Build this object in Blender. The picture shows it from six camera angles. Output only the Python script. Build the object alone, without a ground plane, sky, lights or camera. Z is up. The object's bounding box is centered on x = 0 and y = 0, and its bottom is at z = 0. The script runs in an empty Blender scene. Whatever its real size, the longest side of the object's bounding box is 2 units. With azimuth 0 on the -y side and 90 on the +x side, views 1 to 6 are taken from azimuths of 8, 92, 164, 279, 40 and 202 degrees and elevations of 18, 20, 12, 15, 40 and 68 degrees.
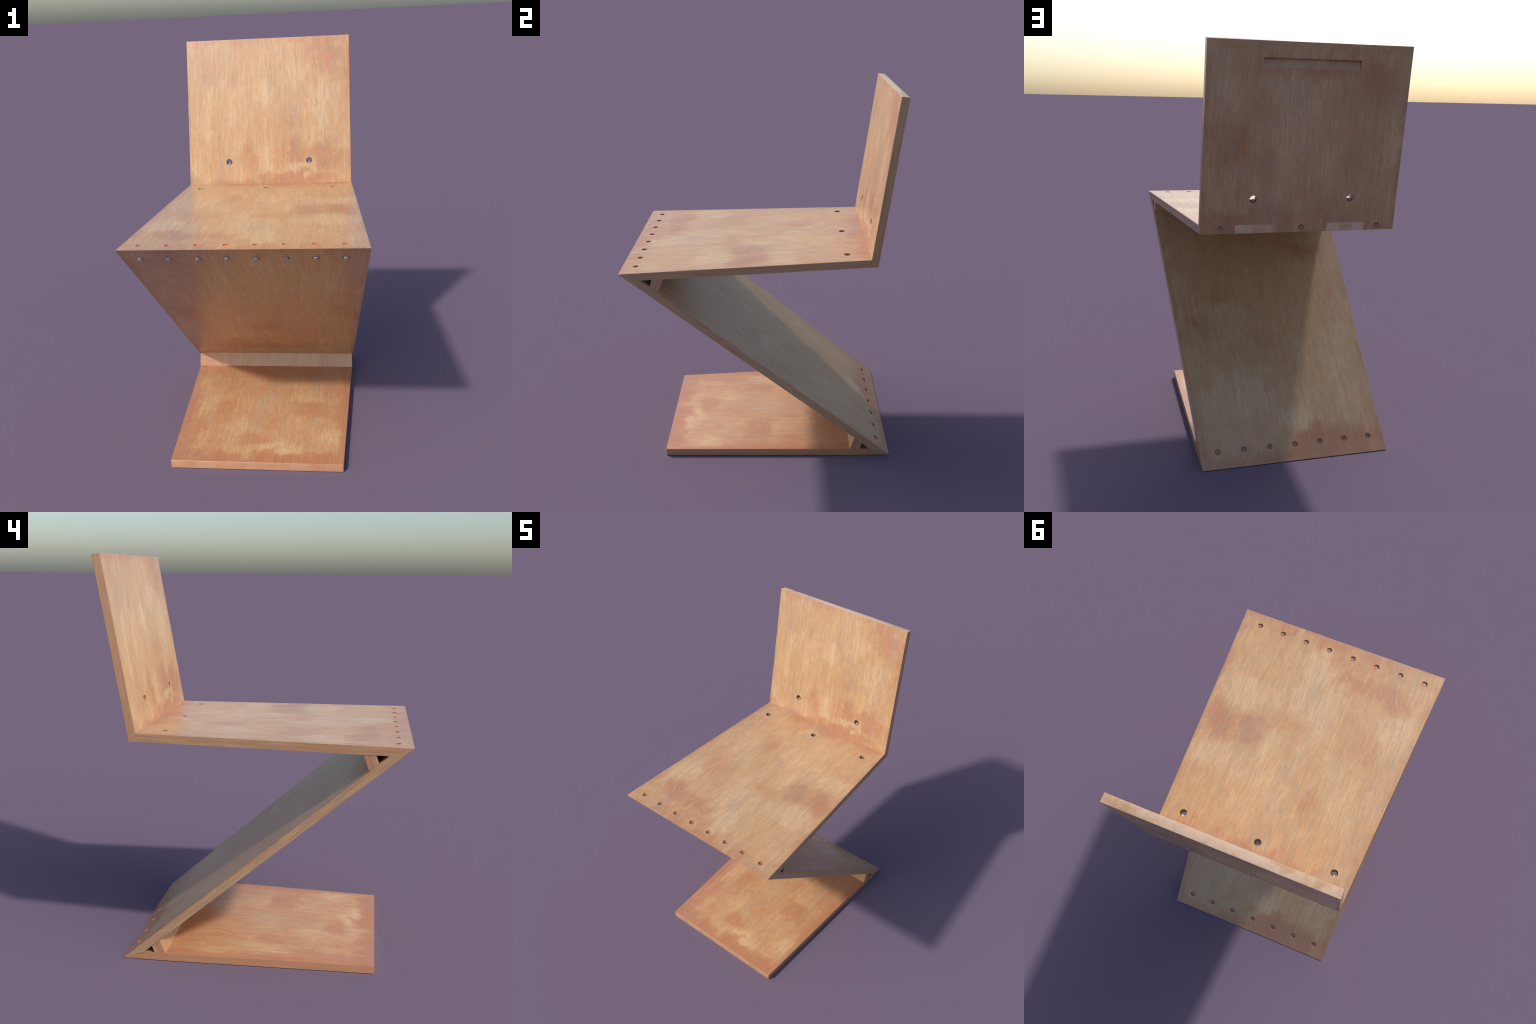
"""Zig-zag chair: four tapered wooden boards (base, slanting support, seat,
backrest) meeting in mitred joints stiffened by glue strips, held by recessed
slotted bolts and hexagon nuts.  Units: metres, z up."""
import math
import random
import bpy
import bmesh
from mathutils import Matrix, Vector

rng = random.Random(7)
scene_col = bpy.context.scene.collection

# ----------------------------------------------------------------------------
# main dimensions
# ----------------------------------------------------------------------------
T = 0.0405                      # board thickness
TIP_Y, TIP_Z = -0.7350, 1.1780  # front edge of the seat (mitre tip)
HEEL_Y = 0.6570                 # rear edge of the base (mitre tip)
BASE_Y = -0.6130                # front edge of the base
SLOPE = math.radians(41.54)     # slope of the slanting support
LEAN = math.radians(9.70)       # backward lean of the backrest
BACK_LEN = 0.8733               # slope length of the backrest (front face)
W_TIP, W_HEEL = 0.5555, 0.4765  # half widths
W_SEAT_BACK, W_TOP, W_BASE_FRONT = 0.4780, 0.4703, 0.4275
BOLT_R = 0.0080
CBORE_R = 0.0151
A0, A1 = 0.0565, 0.1127         # glue strip: distance from the inner corner along either board
W_KINK_LEG, W_KINK_BASE = 0.4820, 0.4730   # half widths where the strips sit
ACCESS_R = 0.0177


# ----------------------------------------------------------------------------
# node helper
# ----------------------------------------------------------------------------
class Nodes:
    def __init__(self, name):
        self.mat = bpy.data.materials.new(name)
        self.mat.use_nodes = True
        self.t = self.mat.node_tree
        self.t.nodes.clear()
        self.out = self.t.nodes.new("ShaderNodeOutputMaterial")
        self.bsdf = self.t.nodes.new("ShaderNodeBsdfPrincipled")
        self.t.links.new(self.bsdf.outputs[0], self.out.inputs[0])
        self.tc = self.t.nodes.new("ShaderNodeTexCoord")

    def put(self, sock, v):
        if isinstance(v, bpy.types.NodeSocket):
            self.t.links.new(v, sock)
        elif v is not None:
            sock.default_value = v

    def math(self, op, a, b=None, c=None, clamp=False):
        n = self.t.nodes.new("ShaderNodeMath")
        n.operation, n.use_clamp = op, clamp
        for i, v in enumerate((a, b, c)):
            self.put(n.inputs[i], v)
        return n.outputs[0]

    def vec(self, op, a, b=None, c=None):
        n = self.t.nodes.new("ShaderNodeVectorMath")
        n.operation = op
        for i, v in enumerate((a, b, c)):
            self.put(n.inputs[i], v)
        return n.outputs["Value" if op in ("LENGTH", "DISTANCE", "DOT_PRODUCT") else "Vector"]

    def sep(self, v):
        n = self.t.nodes.new("ShaderNodeSeparateXYZ")
        self.put(n.inputs[0], v)
        return n.outputs

    def comb(self, x=0.0, y=0.0, z=0.0):
        n = self.t.nodes.new("ShaderNodeCombineXYZ")
        for i, v in enumerate((x, y, z)):
            self.put(n.inputs[i], v)
        return n.outputs[0]

    def noise(self, v, scale=1.0, detail=2.0, rough=0.5, dist=0.0):
        n = self.t.nodes.new("ShaderNodeTexNoise")
        n.noise_dimensions = "3D"
        self.put(n.inputs["Vector"], v)
        self.put(n.inputs["Scale"], scale)
        self.put(n.inputs["Detail"], detail)
        self.put(n.inputs["Roughness"], rough)
        self.put(n.inputs["Distortion"], dist)
        return n.outputs["Fac"]

    def remap(self, v, a, b, lo=0.0, hi=1.0, smooth=True):
        n = self.t.nodes.new("ShaderNodeMapRange")
        n.interpolation_type = "SMOOTHSTEP" if smooth else "LINEAR"
        for i, x in enumerate((v, a, b, lo, hi)):
            self.put(n.inputs[i], x)
        return n.outputs[0]

    def mix(self, f, a, b, mode="MIX"):
        n = self.t.nodes.new("ShaderNodeMix")
        n.data_type, n.blend_type = "RGBA", mode
        self.put(n.inputs[0], f)
        for i, v in ((6, a), (7, b)):
            self.put(n.inputs[i], v if isinstance(v, bpy.types.NodeSocket) else (*v, 1.0))
        return n.outputs[2]


# ----------------------------------------------------------------------------
# wood.  Local frame of every board: X across, Y along the grain, Z out of the
# show face (Z = 0 is the show face).
# ----------------------------------------------------------------------------
TAN = (0.540, 0.316, 0.153)
PALE = (0.605, 0.394, 0.215)
RUSSET = (0.445, 0.192, 0.094)
DEEP = (0.390, 0.150, 0.070)
GREY = (0.330, 0.260, 0.195)
BUFF = (0.500, 0.325, 0.172)     # side edges
END = (0.660, 0.445, 0.285)      # end grain


def wood(name, seed, length, w0, w1, stains=(), back_stains=(), scratches=(),
         redden=0.0, rim=0.07, rim_amt=0.8, greyish=0.0, y_start=0.0, side_red=0.25, rim_line=0.4):
    """stains: (x, y, rx, ry, s); s > 0 worn pale, s < 0 russet."""
    N = Nodes(name)
    p = N.tc.outputs["Object"]
    px, py, pz = N.sep(p)[0:3]
    nrm = N.sep(N.tc.outputs["Normal"])
    off = (seed * 3.17, seed * 1.71, seed * 5.3)

    # wandering fibre direction
    slow = N.noise(N.vec("MULTIPLY_ADD", p, (2.6, 1.1, 2.0), off), 1.0, 2.0, 0.5)
    gx = N.math("MULTIPLY_ADD", N.math("SUBTRACT", slow, 0.5), 0.075, px)
    ripple = N.noise(N.vec("MULTIPLY_ADD", p, (14.0, 7.0, 14.0), off), 1.0, 2.0, 0.6)
    gx = N.math("MULTIPLY_ADD", N.math("SUBTRACT", ripple, 0.5), 0.005, gx)
    flut = N.noise(N.vec("MULTIPLY_ADD", p, (40.0, 24.0, 40.0), off), 1.0, 2.0, 0.6)
    gx = N.math("MULTIPLY_ADD", N.math("SUBTRACT", flut, 0.5), 0.0045, gx)
    g = N.comb(gx, py, pz)

    fine = N.noise(N.vec("MULTIPLY_ADD", g, (200.0, 11.0, 120.0), off), 1.0, 4.0, 0.72)
    mid = N.noise(N.vec("MULTIPLY_ADD", g, (60.0, 4.5, 40.0), off), 1.0, 3.0, 0.6)
    wide = N.noise(N.vec("MULTIPLY_ADD", g, (13.0, 2.2, 9.0), off), 1.0, 3.0, 0.55)
    cloud = N.noise(N.vec("MULTIPLY_ADD", p, (6.2, 3.8, 6.0), off), 1.0, 6.0, 0.60, 0.7)
    ragged = N.noise(N.vec("MULTIPLY_ADD", g, (17.0, 7.0, 17.0), off), 1.0, 5.0, 0.62, 0.4)
    rag0 = N.math("SUBTRACT", ragged, 0.5)

    # warped position for stain outlines
    warp = N.t.nodes.new("ShaderNodeTexNoise")
    N.put(warp.inputs["Vector"], N.vec("ADD", p, off))
    warp.inputs["Scale"].default_value = 9.0
    warp.inputs["Detail"].default_value = 6.0
    warp.inputs["Roughness"].default_value = 0.62
    wv = N.vec("MULTIPLY", N.vec("SUBTRACT", warp.outputs["Color"], (0.5, 0.5, 0.5)), (0.20, 0.30, 0.0))
    wp = N.vec("ADD", N.vec("MULTIPLY", p, (1, 1, 0)), wv)

    def stain_sum(table):
        total = None
        for x, y, rx, ry, s in table:
            d = N.vec("LENGTH", N.vec("MULTIPLY_ADD", wp, (1 / rx, 1 / ry, 0), (-x / rx, -y / ry, 0)))
            m = N.remap(d, 0.0, 1.35, s, 0.0)
            total = m if total is None else N.math("ADD", total, m)
        return total if total is not None else 0.0

    front = N.remap(nrm[2], -0.2, 0.2)
    if stains or back_stains:
        a, b = stain_sum(stains), stain_sum(back_stains)
        st = N.math("ADD", N.math("MULTIPLY", front, a),
                    N.math("MULTIPLY", N.math("SUBTRACT", 1.0, front), b))
    else:
        st = 0.0

    # distance to the nearest rim of the board
    hw = N.math("MULTIPLY_ADD", py, (w1 - w0) / length, w0)
    dx = N.math("SUBTRACT", hw, N.math("ABSOLUTE", px))
    dy = N.math("MINIMUM", N.math("SUBTRACT", py, y_start), N.math("SUBTRACT", length, py))
    de = N.math("MINIMUM", N.math("MULTIPLY", dx, 1.3), N.math("MULTIPLY", dy, 0.75))
    de = N.math("MULTIPLY_ADD", rag0, rim * 0.9, de)
    de = N.math("MULTIPLY_ADD", N.math("SUBTRACT", cloud, 0.5), rim * 2.2, de)
    rim_m = N.remap(de, 0.0, rim, rim_amt, 0.0)

    # tone: - russet ... + pale
    tone = N.math("MULTIPLY_ADD", N.math("SUBTRACT", cloud, 0.5), 1.25, N.math("MULTIPLY", st, 1.05))
    tone = N.math("MULTIPLY_ADD", rag0, 1.25, tone)
    mottle = N.noise(N.vec("MULTIPLY_ADD", g, (46.0, 20.0, 40.0), off), 1.0, 5.0, 0.7, 0.3)
    tone = N.math("MULTIPLY_ADD", N.math("SUBTRACT", mottle, 0.5), 1.5, tone)
    tone = N.math("MULTIPLY_ADD", N.math("SUBTRACT", wide, 0.5), 0.5, tone)
    tone = N.math("SUBTRACT", tone, rim_m)
    tone = N.math("SUBTRACT", tone, redden)
    col = N.mix(N.remap(tone, -0.15, 0.75), TAN, PALE)
    col = N.mix(N.remap(tone, 0.08, -1.05, 0.0, 0.85), col, RUSSET)
    col = N.mix(N.remap(tone, -0.9, -1.9, 0.0, 0.5), col, DEEP)

    # fibres
    col = N.mix(N.remap(mid, 0.40, 0.68, 0.0, 0.20), col, RUSSET)
    crisp = N.noise(N.vec("MULTIPLY_ADD", g, (120.0, 2.6, 90.0), (off[1], off[2], off[0])), 1.0, 3.0, 0.65)
    f = N.math("MULTIPLY", N.remap(fine, 0.32, 0.68, 0.90, 1.08), N.remap(crisp, 0.36, 0.64, 0.94, 1.05))
    col = N.mix(1.0, col, N.comb(f, f, f), "MULTIPLY")
    # thin dark veins that run far along the grain
    for fx, fy, hw_, amt, k in ((26.0, 1.6, 0.018, 0.34, 0), (48.0, 3.2, 0.024, 0.28, 1)):
        v = N.noise(N.vec("MULTIPLY_ADD", g, (fx, fy, 18.0), (off[k], off[2 - k], off[1] + k)), 1.0, 2.0, 0.5)
        v = N.math("ABSOLUTE", N.math("SUBTRACT", v, 0.5))
        gate = N.remap(ragged, 0.38, 0.62, 0.15, 1.0)
        col = N.mix(N.math("MULTIPLY", N.remap(v, 0.0, hw_, amt, 0.0), gate), col, (0.36, 0.20, 0.10))
    # flame figure: nested arches cut from the slow field, in a few drifts
    arch = N.math("MULTIPLY_ADD", N.noise(N.vec("MULTIPLY_ADD", p, (5.5, 2.4, 5.0), (off[2], off[0], off[1])), 1.0, 1.5, 0.45), 13.0,
                  N.math("MULTIPLY", gx, 16.0))
    arch = N.math("MULTIPLY_ADD", rag0, 0.5, arch)
    arch = N.math("ABSOLUTE", N.math("SUBTRACT", N.math("FRACT", arch), 0.5))
    where = N.noise(N.vec("MULTIPLY_ADD", p, (3.4, 1.6, 3.0), (off[1], off[2], off[0])), 1.0, 2.0, 0.5)
    # grey weathered pores, in drifts along the grain
    drift = N.noise(N.vec("MULTIPLY_ADD", g, (7.5, 1.7, 6.0), (off[1], off[2], off[0])), 1.0, 3.0, 0.6)
    pores = N.noise(N.vec("MULTIPLY_ADD", g, (170.0, 12.0, 90.0), (off[2], off[0], off[1])), 1.0, 2.0, 0.55)
    flame = N.math("MULTIPLY", N.remap(arch, 0.0, 0.30, 0.62, 0.0), N.remap(where, 0.46, 0.62))
    col = N.mix(N.math("MULTIPLY", flame, N.remap(pores, 0.44, 0.62, 0.06, 0.9)), col, GREY)
    grey = N.math("MULTIPLY", N.remap(drift, 0.49 - greyish, 0.67 - greyish), N.remap(pores, 0.45, 0.66, 0.10, 0.75))
    col = N.mix(N.math("MULTIPLY", grey, 0.66), col, GREY)
    # short dark needles
    needle = N.noise(N.vec("MULTIPLY_ADD", g, (230.0, 20.0, 160.0), (off[1], off[0], off[2])), 1.0, 1.0, 0.4)
    col = N.mix(N.remap(needle, 0.60, 0.70, 0.0, 0.50), col, GREY)

    # scratches: pale thin strokes from a to b, slightly bowed
    for ax, ay, bx, by, wd in scratches:
        ex, ey = bx - ax, by - ay
        ln = math.hypot(ex, ey)
        ux, uy = ex / ln, ey / ln
        q = N.vec("SUBTRACT", N.vec("MULTIPLY_ADD", wv, (0.13, 0.13, 0), p), (ax, ay, 0))
        along = N.vec("DOT_PRODUCT", q, (ux, uy, 0))
        across = N.math("ABSOLUTE", N.vec("DOT_PRODUCT", q, (-uy, ux, 0)))
        m = N.math("MULTIPLY", N.remap(across, wd * 0.2, wd * 0.85, 0.65, 0.0),
                   N.math("MULTIPLY", N.remap(along, 0.0, 0.02), N.remap(along, ln, ln - 0.03)))
        m = N.math("MULTIPLY", m, N.math("MULTIPLY", front, N.remap(ragged, 0.35, 0.6, 0.2, 1.0)))
        col = N.mix(m, col, PALE)

    # long side edges
    side = N.remap(N.math("ABSOLUTE", nrm[0]), 0.6, 0.9)
    sg = N.noise(N.vec("MULTIPLY_ADD", p, (30.0, 4.5, 150.0), off), 1.0, 4.0, 0.65, 0.3)
    sc = N.mix(N.remap(sg, 0.40, 0.66, 0.0, 0.8), BUFF, RUSSET)
    sc = N.mix(N.remap(sg, 0.46, 0.34, 0.0, 0.55), sc, PALE)
    sc = N.mix(N.remap(N.noise(N.vec("MULTIPLY_ADD", p, (9.0, 9.0, 60.0), off), 1.0, 4.0, 0.6), 0.46, 0.70, 0.0, 0.6), sc, GREY)
    sc = N.mix(side_red, sc, RUSSET)
    nib = N.noise(N.vec("MULTIPLY_ADD", p, (20.0, 26.0, 20.0), off), 1.0, 4.0, 0.65)
    chip = N.math("MULTIPLY_ADD", N.math("SUBTRACT", nib, 0.5), 0.028, N.math("MULTIPLY", pz, -1.0))
    sc = N.mix(N.remap(chip, 0.001, 0.004, rim_line, 0.0), sc, (0.46, 0.165, 0.07))
    col = N.mix(side, col, sc)

    # end grain: growth-ring arcs
    end = N.remap(N.math("ABSOLUTE", nrm[1]), 0.75, 0.93)
    rx = N.math("MULTIPLY", N.math("SINE", N.math("MULTIPLY_ADD", px, 8.7, seed * 2.37)), 0.19)
    ring = N.vec("LENGTH", N.comb(rx, N.math("ADD", pz, -0.14), 0.0))
    ring = N.math("MULTIPLY_ADD", rag0, 0.012, ring)
    ring = N.math("MULTIPLY_ADD", N.math("SINE", N.math("MULTIPLY", ring, 880.0)), 0.5, 0.5)
    patch = N.noise(N.vec("MULTIPLY_ADD", p, (9.0, 9.0, 22.0), off), 1.0, 4.0, 0.6, 0.8)
    ec = N.mix(N.remap(wide, 0.44, 0.62), END, (0.55, 0.31, 0.165))
    ec = N.mix(N.remap(patch, 0.56, 0.66, 0.0, 0.7), ec, (0.70, 0.45, 0.31))
    ec = N.mix(N.math("MULTIPLY", ring, N.remap(patch, 0.40, 0.60, 0.0, 0.55)), ec, (0.76, 0.57, 0.43))
    ec = N.mix(redden * 1.4, ec, RUSSET)
    col = N.mix(end, col, ec)

    N.put(N.bsdf.inputs["Base Color"], col)
    N.put(N.bsdf.inputs["Roughness"], N.remap(mid, 0.25, 0.75, 0.25, 0.36))
    N.bsdf.inputs["Specular IOR Level"].default_value = 0.6
    bump = N.t.nodes.new("ShaderNodeBump")
    bump.inputs["Strength"].default_value = 0.08
    bump.inputs["Distance"].default_value = 0.002
    N.put(bump.inputs["Height"], N.math("ADD", fine, N.math("MULTIPLY", ripple, 0.6)))
    N.put(N.bsdf.inputs["Normal"], bump.outputs[0])
    return N.mat


def bore_wood(name, a, b):
    N = Nodes(name)
    n = N.noise(N.vec("MULTIPLY", N.tc.outputs["Object"], (60.0, 60.0, 120.0)), 1.0, 2.0)
    N.put(N.bsdf.inputs["Base Color"], N.mix(N.remap(n, 0.3, 0.7), a, b))
    N.bsdf.inputs["Roughness"].default_value = 0.7
    return N.mat


def steel(name, c, rough, metal=0.9):
    N = Nodes(name)
    n = N.noise(N.tc.outputs["Object"], 90.0, 3.0)
    k = N.remap(n, 0.3, 0.7, 0.8, 1.1)
    N.put(N.bsdf.inputs["Base Color"], N.mix(1.0, c, N.comb(k, k, k), "MULTIPLY"))
    N.bsdf.inputs["Metallic"].default_value = metal
    N.put(N.bsdf.inputs["Roughness"], N.remap(n, 0.3, 0.7, rough - 0.06, rough + 0.1))
    return N.mat


L_SEAT = 0.556 - TIP_Y
L_LEG = (HEEL_Y - TIP_Y) * math.cos(SLOPE) + TIP_Z * math.sin(SLOPE)
L_BASE = HEEL_Y - BASE_Y

M_SEAT = wood("seat_wood", 1, L_SEAT, W_TIP, W_SEAT_BACK, stains=[
    (0.430, 0.665, 0.09, 0.16, -1.1), (0.260, 0.650, 0.15, 0.11, -0.8), (0.095, 0.560, 0.13, 0.09, -0.55),
    (0.141, 0.655, 0.07, 0.12, 0.7), (-0.115, 0.195, 0.17, 0.08, -0.8), (-0.345, 0.215, 0.12, 0.09, -0.7),
    (-0.173, 0.920, 0.09, 0.12, -0.6), (0.050, 0.185, 0.13, 0.10, 0.9), (0.375, 0.850, 0.12, 0.10, 0.6),
    (0.350, 0.470, 0.16, 0.13, 0.8), (-0.020, 0.420, 0.14, 0.22, 0.5), (-0.300, 0.560, 0.14, 0.18, -0.35),
    (-0.400, 0.400, 0.10, 0.14, 0.5), (-0.300, 0.800, 0.12, 0.20, 0.4), (0.100, 0.900, 0.16, 0.18, 0.4),
    (0.000, 0.070, 0.70, 0.06, -0.45), (0.000, 1.270, 0.60, 0.09, -0.8)],
    scratches=[(-0.045, 0.150, -0.130, 0.235, 0.004), (-0.120, 0.130, -0.275, 0.155, 0.0035),
               (-0.350, 0.180, -0.385, 0.265, 0.006), (-0.180, 0.110, -0.215, 0.165, 0.003)],
    rim=0.055, rim_amt=0.5)
M_BACK = wood("backrest_wood", 2, 0.87, W_SEAT_BACK, W_TOP, stains=[
    (0.330, 0.800, 0.14, 0.10, -0.8), (0.417, 0.700, 0.08, 0.14, -0.8), (0.130, 0.225, 0.075, 0.08, -1.1),
    (0.330, 0.195, 0.16, 0.10, -1.1), (-0.105, 0.180, 0.07, 0.10, -0.5), (0.170, 0.060, 0.26, 0.055, -1.2),
    (0.000, 0.170, 0.06, 0.13, 0.9), (-0.030, 0.560, 0.05, 0.12, 0.9), (0.312, 0.500, 0.06, 0.16, 0.9),
    (-0.200, 0.480, 0.12, 0.30, 0.35), (0.150, 0.660, 0.10, 0.10, 0.4), (-0.380, 0.420, 0.08, 0.18, 0.4),
    (-0.410, 0.100, 0.07, 0.10, 0.4), (-0.200, 0.030, 0.40, 0.05, -0.8), (0.090, 0.400, 0.14, 0.08, -0.35),
    (0.200, 0.128, 0.13, 0.030, 0.8)],
    back_stains=[(0.370, 0.420, 0.11, 0.13, -0.8), (0.202, 0.339, 0.08, 0.12, -0.3), (0.040, 0.600, 0.15, 0.22, 0.8),
                 (0.100, 0.380, 0.08, 0.18, 0.6), (0.355, 0.040, 0.16, 0.07, -0.9), (-0.040, 0.760, 0.35, 0.06, -0.8),
                 (-0.340, 0.700, 0.12, 0.14, -0.7), (-0.100, 0.350, 0.07, 0.20, 0.5), (-0.420, 0.450, 0.05, 0.22, 0.4),
                 (0.335, 0.640, 0.08, 0.14, 0.3), (0.000, 0.080, 0.50, 0.07, -0.5)],
    scratches=[(0.230, 0.400, 0.330, 0.330, 0.0035), (0.345, 0.175, 0.425, 0.240, 0.0045),
               (0.090, 0.225, 0.120, 0.180, 0.007), (0.100, 0.245, 0.090, 0.215, 0.004)],
    rim=0.045, rim_amt=0.5, side_red=0.4)
M_LEG = wood("support_wood", 3, L_LEG, W_TIP, W_HEEL, stains=[
    (0.190, 0.960, 0.10, 0.20, 0.5), (0.209, 1.409, 0.16, 0.18, 0.5), (-0.290, 0.530, 0.16, 0.08, -0.8),
    (0.420, 1.020, 0.12, 0.10, -0.8), (-0.060, 1.610, 0.10, 0.09, 0.9), (-0.240, 1.720, 0.22, 0.10, -1.0),
    (-0.340, 1.350, 0.10, 0.30, 0.5), (0.000, 1.780, 0.55, 0.09, -0.7), (0.000, 0.720, 0.20, 0.25, 0.2),
    (0.250, 0.850, 0.20, 0.07, -0.5)],
    back_stains=[(-0.030, 1.060, 0.16, 0.09, -0.5), (0.130, 0.330, 0.2, 0.12, 0.2), (-0.135, 1.320, 0.20, 0.07, -0.3),
                 (0.430, 0.800, 0.08, 0.16, -0.6), (-0.436, 0.790, 0.10, 0.12, -0.5), (0.0, 1.44, 0.6, 0.06, -0.9),
                 (-0.15, 1.2, 0.2, 0.12, 0.4)],
    rim=0.05, rim_amt=0.45, greyish=0.03, side_red=0.0, rim_line=0.85)
M_BASE = wood("base_wood", 4, L_BASE, W_BASE_FRONT, W_HEEL, stains=[
    (0.294, 0.508, 0.12, 0.09, -0.7), (0.080, 0.130, 0.18, 0.07, 1.0), (0.358, 0.250, 0.08, 0.08, 0.7),
    (-0.060, 0.200, 0.14, 0.05, -0.35), (-0.380, 0.260, 0.07, 0.22, -0.6), (-0.110, 0.330, 0.16, 0.10, 0.7),
    (0.000, 0.560, 0.14, 0.14, 0.5), (0.353, 0.740, 0.08, 0.12, -0.4), (-0.330, 0.550, 0.09, 0.16, 0.5),
    (0.210, 0.640, 0.07, 0.10, 0.6), (0.200, 0.350, 0.10, 0.12, 0.3), (0.000, 0.980, 0.5, 0.09, -0.6),
    (0.000, 0.020, 0.75, 0.075, -1.0), (-0.400, 0.080, 0.10, 0.20, -0.6)],
    redden=0.48, rim=0.09, rim_amt=1.3, side_red=0.65)
M_STRIP = wood("glue_strip_wood", 5, 0.12, 0.5, 0.5, rim_amt=0.0, y_start=-0.5, redden=0.55, side_red=0.0)
M_BORE = bore_wood("counterbore_wood", (0.60, 0.235, 0.10), (0.48, 0.175, 0.07))
M_ACCESS = bore_wood("drilled_wood", (0.52, 0.27, 0.145), (0.42, 0.20, 0.10))
M_STEEL = steel("zinc_steel", (0.60, 0.59, 0.59), 0.30, 0.9)
M_HEAD = steel("screw_steel", (0.33, 0.315, 0.32), 0.42, 0.75)
M_SLOT = steel("dark_steel", (0.16, 0.16, 0.18), 0.5)


# ----------------------------------------------------------------------------
# mesh helpers
# ----------------------------------------------------------------------------
def obj_from_bm(bm, name, mats, parent=None, matrix=None, angle=20.0):
    me = bpy.data.meshes.new(name)
    bmesh.ops.recalc_face_normals(bm, faces=bm.faces)
    bm.to_mesh(me)
    bm.free()
    for m in mats:
        me.materials.append(m)
    return place(me, name, parent, matrix, angle)


def place(me, name, parent=None, matrix=None, angle=None):
    if angle is not None:
        me.shade_smooth()
        me.set_sharp_from_angle(angle=math.radians(angle))
    ob = bpy.data.objects.new(name, me)
    scene_col.objects.link(ob)
    if matrix is None:
        matrix = Matrix.Identity(4)
    ob.matrix_basis = matrix
    if parent is not None:
        ob.parent = parent
        base = Matrix.Identity(4)
        p = parent
        while p is not None:
            base = p.matrix_basis @ base
            p = p.parent
        ob.matrix_basis = base.inverted() @ matrix
    return ob


def frame(origin, ydir, zdir):
    y, z = Vector(ydir).normalized(), Vector(zdir).normalized()
    x = y.cross(z)
    m = Matrix((x, y, z)).transposed().to_4x4()
    m.translation = Vector(origin)
    return m


def prism(profile, half_width):
    """Closed (y, z) profile swept across x; the half width depends on y."""
    bm = bmesh.new()
    rows = []
    for s in (-1, 1):
        rows.append([bm.verts.new((s * half_width(y), y, z)) for y, z in profile])
    n = len(profile)
    bm.faces.new(rows[0])
    bm.faces.new(list(reversed(rows[1])))
    for i in range(n):
        j = (i + 1) % n
        bm.faces.new((rows[0][i], rows[1][i], rows[1][j], rows[0][j]))
    bmesh.ops.recalc_face_normals(bm, faces=bm.faces)
    return bm


def bent_taper(*knots):
    """piecewise linear half width through (y, w) knots"""
    def f(y):
        for (ya, wa), (yb, wb) in zip(knots, knots[1:]):
            if y <= yb or (yb, wb) == knots[-1]:
                return wa + (wb - wa) * (y - ya) / (yb - ya)
    return f


def bend_sides(bm, y):
    """split the long sides where the taper changes, so every face stays flat"""
    for s in (-1, 1):
        vs = [v for v in bm.verts if abs(v.co.y - y) < 1e-5 and v.co.x * s > 0]
        bmesh.ops.connect_verts(bm, verts=vs)


def bevel_where(bm, test, width, segments=2):
    edges = [e for e in bm.edges if test(e.verts[0].co, e.verts[1].co)]
    bmesh.ops.bevel(bm, geom=edges, offset=width, segments=segments, profile=0.5, affect="EDGES", clamp_overlap=True)


def cyl_bm(r, z0, z1, seg=40, r2=None):
    bm = bmesh.new()
    bmesh.ops.create_cone(bm, cap_ends=True, segments=seg, radius1=r, radius2=r if r2 is None else r2, depth=z1 - z0)
    bmesh.ops.translate(bm, verts=bm.verts, vec=(0, 0, (z0 + z1) / 2))
    return bm


def cutter(bm, matrix, mat=None):
    me = bpy.data.meshes.new("cutter")
    bmesh.ops.recalc_face_normals(bm, faces=bm.faces)
    bm.to_mesh(me)
    bm.free()
    me.materials.append(mat or M_BORE)
    me.transform(matrix)
    return me


def join_cutters(meshes, name="cutter_set"):
    bm = bmesh.new()
    mat = meshes[0].materials[0]
    for me in meshes:
        bm.from_mesh(me)
        bpy.data.meshes.remove(me)
    me = bpy.data.meshes.new(name)
    bm.to_mesh(me)
    bm.free()
    me.materials.append(mat)
    ob = bpy.data.objects.new(name, me)
    scene_col.objects.link(ob)
    return ob


def carve(bm, world, name, mats, cut_groups, parent):
    """Subtract every group of cutters (world space) from a board."""
    me = bpy.data.meshes.new(name)
    bm.to_mesh(me)
    bm.free()
    for m in mats:
        me.materials.append(m)
    ob = bpy.data.objects.new(name, me)
    scene_col.objects.link(ob)
    ob.matrix_basis = world
    helpers = []
    for group in cut_groups:
        c = join_cutters(group)
        helpers.append(c)
        md = ob.modifiers.new("carve", "BOOLEAN")
        md.operation, md.object, md.solver = "DIFFERENCE", c, "EXACT"
        md.material_mode = "TRANSFER"
    bpy.context.view_layer.update()
    dg = bpy.context.evaluated_depsgraph_get()
    new = bpy.data.meshes.new_from_object(ob.evaluated_get(dg))
    new.name = name
    bpy.data.objects.remove(ob)
    bpy.data.meshes.remove(me)
    for h in helpers:
        hm = h.data
        bpy.data.objects.remove(h)
        bpy.data.meshes.remove(hm)
    return place(new, name, parent, world, 20.0)


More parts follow.
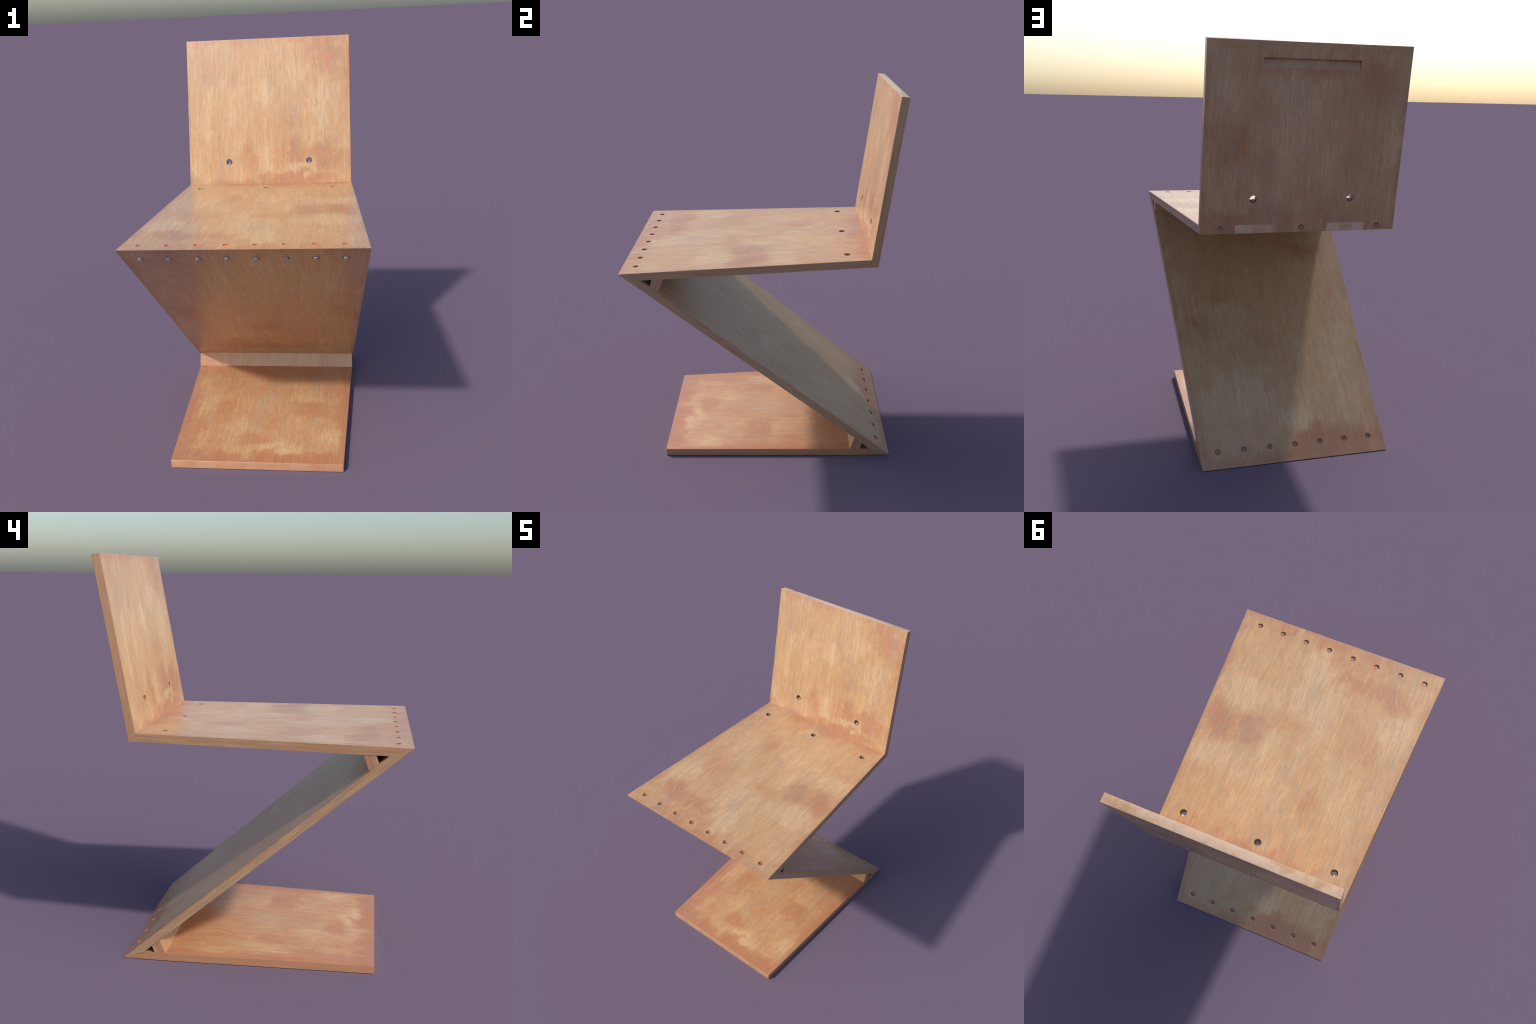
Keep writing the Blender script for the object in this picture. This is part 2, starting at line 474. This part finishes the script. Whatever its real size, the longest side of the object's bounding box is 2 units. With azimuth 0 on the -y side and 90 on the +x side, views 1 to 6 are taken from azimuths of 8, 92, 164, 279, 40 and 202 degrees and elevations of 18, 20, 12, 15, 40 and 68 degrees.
# ----------------------------------------------------------------------------
# hardware meshes (shared)
# ----------------------------------------------------------------------------
def screw_mesh():
    """Slotted cylinder head, axis +Z, top of head at z = 0."""
    r, h, slot, depth = BOLT_R, 0.004, 0.0013, 0.0016
    bm = bmesh.new()
    seg = 16
    # two half heads either side of the slot, and a floor below it
    for side in (1, -1):
        a0 = math.asin(slot / r)
        pts = [(r * math.cos(a), r * math.sin(a)) for a in [a0 + (math.pi - 2 * a0) * i / seg for i in range(seg + 1)]]
        pts = [(x * side, y * side) for x, y in pts]
        top = [bm.verts.new((x * 0.93, max(abs(y) * 0.93, slot) * side, 0.0)) for x, y in pts]
        mid = [bm.verts.new((x, y, -0.0007)) for x, y in pts]
        bot = [bm.verts.new((x, y, -depth)) for x, y in pts]
        bm.faces.new(top)
        for lo, hi in ((mid, top), (bot, mid)):
            for i in range(seg):
                bm.faces.new((lo[i], lo[i + 1], hi[i + 1], hi[i]))
            bm.faces.new((lo[-1], lo[0], hi[0], hi[-1]))
    n0 = len(bm.faces)
    bmesh.ops.create_cone(bm, cap_ends=True, segments=32, radius1=r, radius2=r, depth=h,
                          matrix=Matrix.Translation((0, 0, -depth - h / 2)))
    bm.faces.ensure_lookup_table()
    for f in bm.faces[n0:]:
        f.material_index = 1
    bmesh.ops.recalc_face_normals(bm, faces=bm.faces)
    me = bpy.data.meshes.new("screw")
    bm.to_mesh(me)
    bm.free()
    me.materials.append(M_HEAD)
    me.materials.append(M_SLOT)
    me.shade_smooth()
    me.set_sharp_from_angle(angle=math.radians(25))
    return me


def nut_mesh(r=0.0138, h=0.013, shaft_r=0.0066, below=0.012, above=0.003):
    """Hexagon nut on a bolt shaft: nut from z = 0 up to h, shaft pokes out of both."""
    bm = bmesh.new()
    levels = [(0.0, 0.94), (h * 0.1, 1.0), (h * 0.9, 1.0), (h, 0.94)]
    rings = []
    for z, k in levels:
        rings.append([bm.verts.new((r * k * math.cos(i * math.pi / 3), r * k * math.sin(i * math.pi / 3), z)) for i in range(6)])
    bm.faces.new(list(reversed(rings[0])))
    bm.faces.new(rings[-1])
    for a, b in zip(rings, rings[1:]):
        for i in range(6):
            j = (i + 1) % 6
            bm.faces.new((a[i], a[j], b[j], b[i]))
    ln = h + below + above
    bmesh.ops.create_cone(bm, cap_ends=True, segments=24, radius1=shaft_r, radius2=shaft_r, depth=ln,
                          matrix=Matrix.Translation((0, 0, -below + ln / 2)))
    bmesh.ops.recalc_face_normals(bm, faces=bm.faces)
    me = bpy.data.meshes.new("nut")
    bm.to_mesh(me)
    bm.free()
    me.materials.append(M_STEEL)
    me.shade_smooth()
    me.set_sharp_from_angle(angle=math.radians(20))
    return me


ME_SCREW = screw_mesh()
ME_NUT = nut_mesh()
ME_INNER_NUT = nut_mesh(r=0.0142, h=0.0120, shaft_r=0.0070, below=0.006, above=0.0015)
ME_INNER_NUT.materials[0] = M_HEAD


def axis_matrix(pos, axis, spin=0.0):
    q = Vector(axis).normalized().to_track_quat("Z", "Y")
    return Matrix.Translation(Vector(pos)) @ q.to_matrix().to_4x4() @ Matrix.Rotation(spin, 4, "Z")


# ----------------------------------------------------------------------------
# the chair
# ----------------------------------------------------------------------------
chair = bpy.data.objects.new("zigzag_chair", None)
scene_col.objects.link(chair)
chair.empty_display_size = 0.2
chair["label"] = "angular wooden zig-zag chair of four flat bolted boards"
chair["category"] = "wooden chair"

cs, sn = math.cos(SLOPE), math.sin(SLOPE)
Z_IN = TIP_Z - T                                   # underside of the seat
VTX_Y = HEEL_Y - Z_IN / math.tan(SLOPE)            # inner corner under the seat
VTX_LOW = HEEL_Y - (VTX_Y - TIP_Y)                 # inner corner on the base
BACK_Y = 0.5563                                    # seat / backrest inner corner
tl = math.tan(LEAN)

# local frames: Y along the grain, Z out of the show face
F_SEAT = frame((0, TIP_Y, TIP_Z), (0, 1, 0), (0, 0, 1))
F_BASE = frame((0, BASE_Y, T), (0, 1, 0), (0, 0, 1))
T_LEG = (VTX_Y - TIP_Y) * sn - T * cs               # follows from the mitres
F_LEG = frame((0, TIP_Y + T_LEG * sn, TIP_Z + T_LEG * cs), (0, cs, -sn), (0, sn, cs))
bk_dir = Vector((0, math.sin(LEAN), math.cos(LEAN)))
bk_out = Vector((0, -math.cos(LEAN), math.sin(LEAN)))   # normal of the front face
F_BACK = frame((0, BACK_Y - T * tl, Z_IN), bk_dir, bk_out)


def to_local(F, pts):
    inv = F.inverted()
    out = []
    for y, z in pts:
        v = inv @ Vector((0, y, z))
        out.append((v.y, v.z))
    return out


def taper(F, ya, wa, yb, wb):
    """half width linear between two world y/z points given as local Y values"""
    return lambda y: wa + (wb - wa) * (y - ya) / (yb - ya)


# hole positions --------------------------------------------------------------
SEAT_BOLT_X = [-0.0085 + 0.1309 * (i - 3.5) for i in range(8)]
SEAT_BOLT_Y = -0.6642
HEEL_BOLT_X = [-0.0036 + 0.1317 * (i - 3) for i in range(7)]
HEEL_BOLT = Vector((0, 0.5925, (HEEL_Y - 0.5925) * math.tan(SLOPE)))
LEG_N = Vector((0, sn, cs))
BACK_BOLT_X = (0.3830, -0.0050, -0.3895)
BACK_BOLT = Vector((0, 0.5935, 1.1595))
TENON_X = ((0.1220, 0.3150), (-0.3220, -0.1310))
BACK_HOLE_X = (0.2345, -0.2380)
BACK_HOLE = Vector((0, 0.5770, 1.3060))            # on the front face
SEAT_HOLE_X, SEAT_HOLE_Y = (0.3800, -0.0060, -0.3925), 0.4395

CB = 0.0074       # counterbore depth
HEAD_DROP = 0.0056


def counterbore(x, pos, axis, depth=CB, r=CBORE_R):
    bm = cyl_bm(r, -depth, 0.02)
    return cutter(bm, axis_matrix(Vector((x, pos[1], pos[2])), axis))


def rod(x, pos, axis, r, a, b, seg=40, mat=None):
    return cutter(cyl_bm(r, a, b, seg), axis_matrix(Vector((x, pos[1], pos[2])), axis), mat)


UP = Vector((0, 0, 1))

# --- seat ---------------------------------------------------------------------
prof = to_local(F_SEAT, [(TIP_Y, TIP_Z), (BACK_Y, TIP_Z), (BACK_Y - T * tl, Z_IN), (VTX_Y, Z_IN)])
seat_w = taper(None, 0.0, W_TIP, L_SEAT, W_SEAT_BACK)
bm = prism(prof, seat_w)
bevel_where(bm, lambda a, b: abs(a.x - b.x) < 0.2 and min(a.z, b.z) > -0.001, 0.0014)
cuts = [[counterbore(x, (0, SEAT_BOLT_Y, TIP_Z), UP) for x in SEAT_BOLT_X],
        [rod(x, (0, SEAT_HOLE_Y, TIP_Z), UP, ACCESS_R, -0.08, 0.02, 56, M_ACCESS) for x in SEAT_HOLE_X]]
seat = carve(bm, F_SEAT, "seat", [M_SEAT], cuts, chair)

ts = T * tl
for a, b in TENON_X:
    ye = 0.0
    outer = lambda z: BACK_Y + (z - TIP_Z) * tl + T / math.cos(LEAN) + 0.0009
    inner = lambda z: BACK_Y + (z - TIP_Z) * tl - 0.0004
    zt, zb = TIP_Z + 0.0004, Z_IN - 0.0006
    pr = to_local(F_SEAT, [(inner(zt), zt), (outer(zt), zt), (outer(zb), zb), (inner(zb), zb)])
    bm = prism(pr, lambda y: (b - a) / 2)
    bmesh.ops.translate(bm, verts=bm.verts, vec=((a + b) / 2, 0, 0))
    bevel_where(bm, lambda p, q: min(p.y, q.y) > L_SEAT + 0.02, 0.0006, 1)
    obj_from_bm(bm, "tenon", [M_SEAT], seat, F_SEAT)

for i, x in enumerate(SEAT_BOLT_X):
    place(ME_SCREW, "screw", seat, axis_matrix((x, SEAT_BOLT_Y, TIP_Z - HEAD_DROP), UP, rng.uniform(-0.55, 0.75)))

# --- slanting support ----------------------------------------------------------
prof = to_local(F_LEG, [(TIP_Y, TIP_Z), (VTX_Y, Z_IN), (HEEL_Y, 0.0), (VTX_LOW, T)])
ya, yb = prof[0][0], prof[2][0]
yk = (prof[3][0]) - A1
prof = [prof[0], prof[1], (yk, 0.0), prof[2], prof[3], (yk, -T_LEG)]
prof = [(y, 0.0 if i in (1, 2, 3) else -T_LEG) for i, (y, z) in enumerate(prof)]
bm = prism(prof, bent_taper((ya, W_TIP), (yk, W_KINK_LEG), (yb, W_HEEL)))
bend_sides(bm, yk)
bevel_where(bm, lambda a, b: abs(a.x - b.x) < 0.2 and abs(a.y - b.y) > 0.5, 0.0014)
NUT_TOP = 1.1195
cuts = [[rod(x, (0, SEAT_BOLT_Y, NUT_TOP), UP, 0.0158, -0.05, 0.0) for x in SEAT_BOLT_X]
        + [counterbore(x, HEEL_BOLT, LEG_N) for x in HEEL_BOLT_X]]
leg = carve(bm, F_LEG, "slanting_support", [M_LEG], cuts, chair)
for x in SEAT_BOLT_X:
    place(ME_NUT, "nut", leg, axis_matrix((x, SEAT_BOLT_Y, NUT_TOP + 0.0005), -UP, math.pi / 6 + rng.uniform(-0.4, 0.2)))
for x in HEEL_BOLT_X:
    pos = Vector((x, HEEL_BOLT.y, HEEL_BOLT.z)) - LEG_N * HEAD_DROP
    place(ME_SCREW, "screw", leg, axis_matrix(pos, LEG_N, rng.uniform(-0.35, 0.55)))

# --- base ------------------------------------------------------------------------
prof = to_local(F_BASE, [(BASE_Y, T), (VTX_LOW, T), (HEEL_Y, 0.0), (BASE_Y, 0.0)])
yk = VTX_LOW - A1 - BASE_Y
prof = [prof[0], (yk, 0.0), prof[1], prof[2], (yk, -T), prof[3]]
bm = prism(prof, bent_taper((0.0, W_BASE_FRONT), (yk, W_KINK_BASE), (L_BASE, W_HEEL)))
bend_sides(bm, yk)
bevel_where(bm, lambda a, b: max(a.y, b.y) < 0.001 and (min(a.z, b.z) > -0.001 or abs(a.z - b.z) > 0.02), 0.003, 3)
bevel_where(bm, lambda a, b: abs(a.x - b.x) < 0.2 and min(a.z, b.z) > -0.0035 and abs(a.y - b.y) > 0.5, 0.0014)
cuts = [[rod(x, (0, HEEL_BOLT.y - 0.035, 0.012), UP, 0.0158, -0.05, 0.0) for x in HEEL_BOLT_X]]
base = carve(bm, F_BASE, "base", [M_BASE], cuts, chair)
for x in HEEL_BOLT_X:
    place(ME_NUT, "nut", base, axis_matrix((x, HEEL_BOLT.y - 0.035, 0.0142), -UP, rng.uniform(0, 1)) @ Matrix.Scale(0.5, 4, (0, 0, 1)))

# --- backrest ----------------------------------------------------------------------
y0 = 0.0
zb_off = -T
F_inv = F_BACK.inverted()
bot_out = F_inv @ Vector((0, BACK_Y - T * tl + T / math.cos(LEAN), Z_IN))
prof = [(0.0, 0.0), (BACK_LEN, 0.0), (BACK_LEN, -T), (bot_out.y, bot_out.z)]
bm = prism(prof, taper(None, 0.0, W_SEAT_BACK, BACK_LEN, W_TOP))
bevel_where(bm, lambda a, b: min(a.y, b.y) > BACK_LEN - 0.001, 0.0035, 3)
bevel_where(bm, lambda a, b: abs(a.x - b.x) < 0.2 and abs(a.y - b.y) > 0.5, 0.0016, 2)


def tenon_slot(a, b):
    zt = TIP_Z + 0.0002
    c = bmesh.new()
    vs = []
    for x in (a - 0.0003, b + 0.0003):
        vs.append([c.verts.new((x, y, z)) for y, z in
                   ((BACK_Y - 0.03, zt), (BACK_Y + 0.10, zt), (BACK_Y + 0.10, Z_IN - 0.03), (BACK_Y - 0.03, Z_IN - 0.03))])
    c.faces.new(vs[0])
    c.faces.new(list(reversed(vs[1])))
    for i in range(4):
        j = (i + 1) % 4
        c.faces.new((vs[0][i], vs[1][i], vs[1][j], vs[0][j]))
    return cutter(c, Matrix.Identity(4))


def finger_grip():
    """Wedge-shaped pull: deep at its upper edge, running out below."""
    top, bot, deep = 0.8025, 0.7600, 0.0200
    c = bmesh.new()
    vs = []
    for x in (-0.2265, 0.2225):
        vs.append([c.verts.new((x, y, z)) for y, z in
                   ((top, -T - 0.01), (top, -T + deep), (bot, -T + 0.0018), (bot, -T - 0.01))])
    c.faces.new(vs[0])
    c.faces.new(list(reversed(vs[1])))
    for i in range(4):
        j = (i + 1) % 4
        c.faces.new((vs[0][i], vs[1][i], vs[1][j], vs[0][j]))
    bmesh.ops.recalc_face_normals(c, faces=c.faces)
    me = bpy.data.meshes.new("cutter")
    c.to_mesh(me)
    c.free()
    me.materials.append(M_BACK)
    me.transform(F_BACK)
    return me


bk_rear = -bk_out
cuts = [[tenon_slot(a, b) for a, b in TENON_X],
        [counterbore(x, BACK_BOLT, Vector((0, 1, 0)), 0.006) for x in BACK_BOLT_X],
        [rod(x, BACK_HOLE, bk_rear, ACCESS_R, -0.03, 0.08, 56, M_ACCESS) for x in BACK_HOLE_X]]
grip = finger_grip()
bm_me = cuts


def carve_back():
    me = bpy.data.meshes.new("tmp")
    bm.to_mesh(me)
    bm.free()
    me.materials.append(M_BACK)
    ob = bpy.data.objects.new("tmp", me)
    scene_col.objects.link(ob)
    ob.matrix_basis = F_BACK
    g = bpy.data.objects.new("grip_cutter", grip)
    scene_col.objects.link(g)
    md = ob.modifiers.new("grip", "BOOLEAN")
    md.operation, md.object, md.solver = "DIFFERENCE", g, "EXACT"
    md.material_mode = "INDEX"
    bpy.context.view_layer.update()
    new = bpy.data.meshes.new_from_object(ob.evaluated_get(bpy.context.evaluated_depsgraph_get()))
    b2 = bmesh.new()
    b2.from_mesh(new)
    for o in (ob, g):
        d = o.data
        bpy.data.objects.remove(o)
        bpy.data.meshes.remove(d)
    bpy.data.meshes.remove(new)
    for f in b2.faces:
        f.material_index = 0
    return b2


backrest = carve(carve_back(), F_BACK, "backrest", [M_BACK], cuts, chair)
for x in BACK_BOLT_X:
    place(ME_SCREW, "screw", backrest, axis_matrix((x, BACK_BOLT.y - 0.0026, BACK_BOLT.z), (0, 1, 0), rng.uniform(0, 3.1)))
# nuts visible inside the two cross holes of the backrest (bolts come up through the tenons)
for x in BACK_HOLE_X:
    c = Vector((x, BACK_HOLE.y, BACK_HOLE.z)) + bk_rear * (T * 0.5) - bk_dir * (ACCESS_R - 0.0005)
    place(ME_INNER_NUT, "nut", backrest, axis_matrix(c, bk_dir, rng.uniform(0, 1)))
# nuts inside the three access holes of the seat (bolts come through the backrest)
for x in SEAT_HOLE_X:
    c = Vector((x, SEAT_HOLE_Y + ACCESS_R - 0.0005, TIP_Z - T * 0.5))
    place(ME_INNER_NUT, "nut", seat, axis_matrix(c, (0, -1, 0), rng.uniform(0, 1)))

# --- glue strips in the two acute corners ---------------------------------------------


def strip(corner, d1, d2, w0, w1, name):
    """Board strip perpendicular to the bisector of an acute corner."""
    d1, d2 = Vector(d1).normalized(), Vector(d2).normalized()
    eps = 0.0012
    bis = (d1 + d2).normalized()
    perp = (d1 - d2).normalized()
    pts = [corner + d1 * A0 + perp * eps, corner + d1 * A1 + perp * eps,
           corner + d2 * A1 - perp * eps, corner + d2 * A0 - perp * eps]
    mid = sum(pts, Vector()) / 4
    # grain runs across the thickness (perp), show face towards the open side
    F = frame(mid, perp, bis)
    inv = F.inverted()
    loc = [inv @ p for p in pts]
    wz = lambda y: 0
    bm = bmesh.new()
    zs = [p.z for p in loc]
    lo, hi = min(zs), max(zs)
    rows = []
    for s in (-1, 1):
        rows.append([bm.verts.new((s * (w0 + (w1 - w0) * (p.z - lo) / (hi - lo)), p.y, p.z)) for p in loc])
    bm.faces.new(rows[0])
    bm.faces.new(list(reversed(rows[1])))
    for i in range(4):
        j = (i + 1) % 4
        bm.faces.new((rows[0][i], rows[1][i], rows[1][j], rows[0][j]))
    return obj_from_bm(bm, name, [M_STRIP], chair, F)


strip(Vector((0, VTX_LOW, T)), (0, -1, 0), (0, -cs, sn), 0.4728, 0.4745, "glue_strip")
strip(Vector((0, VTX_Y, Z_IN)), (0, 1, 0), (0, cs, -sn), 0.5440, 0.5408, "glue_strip")

bpy.context.view_layer.update()
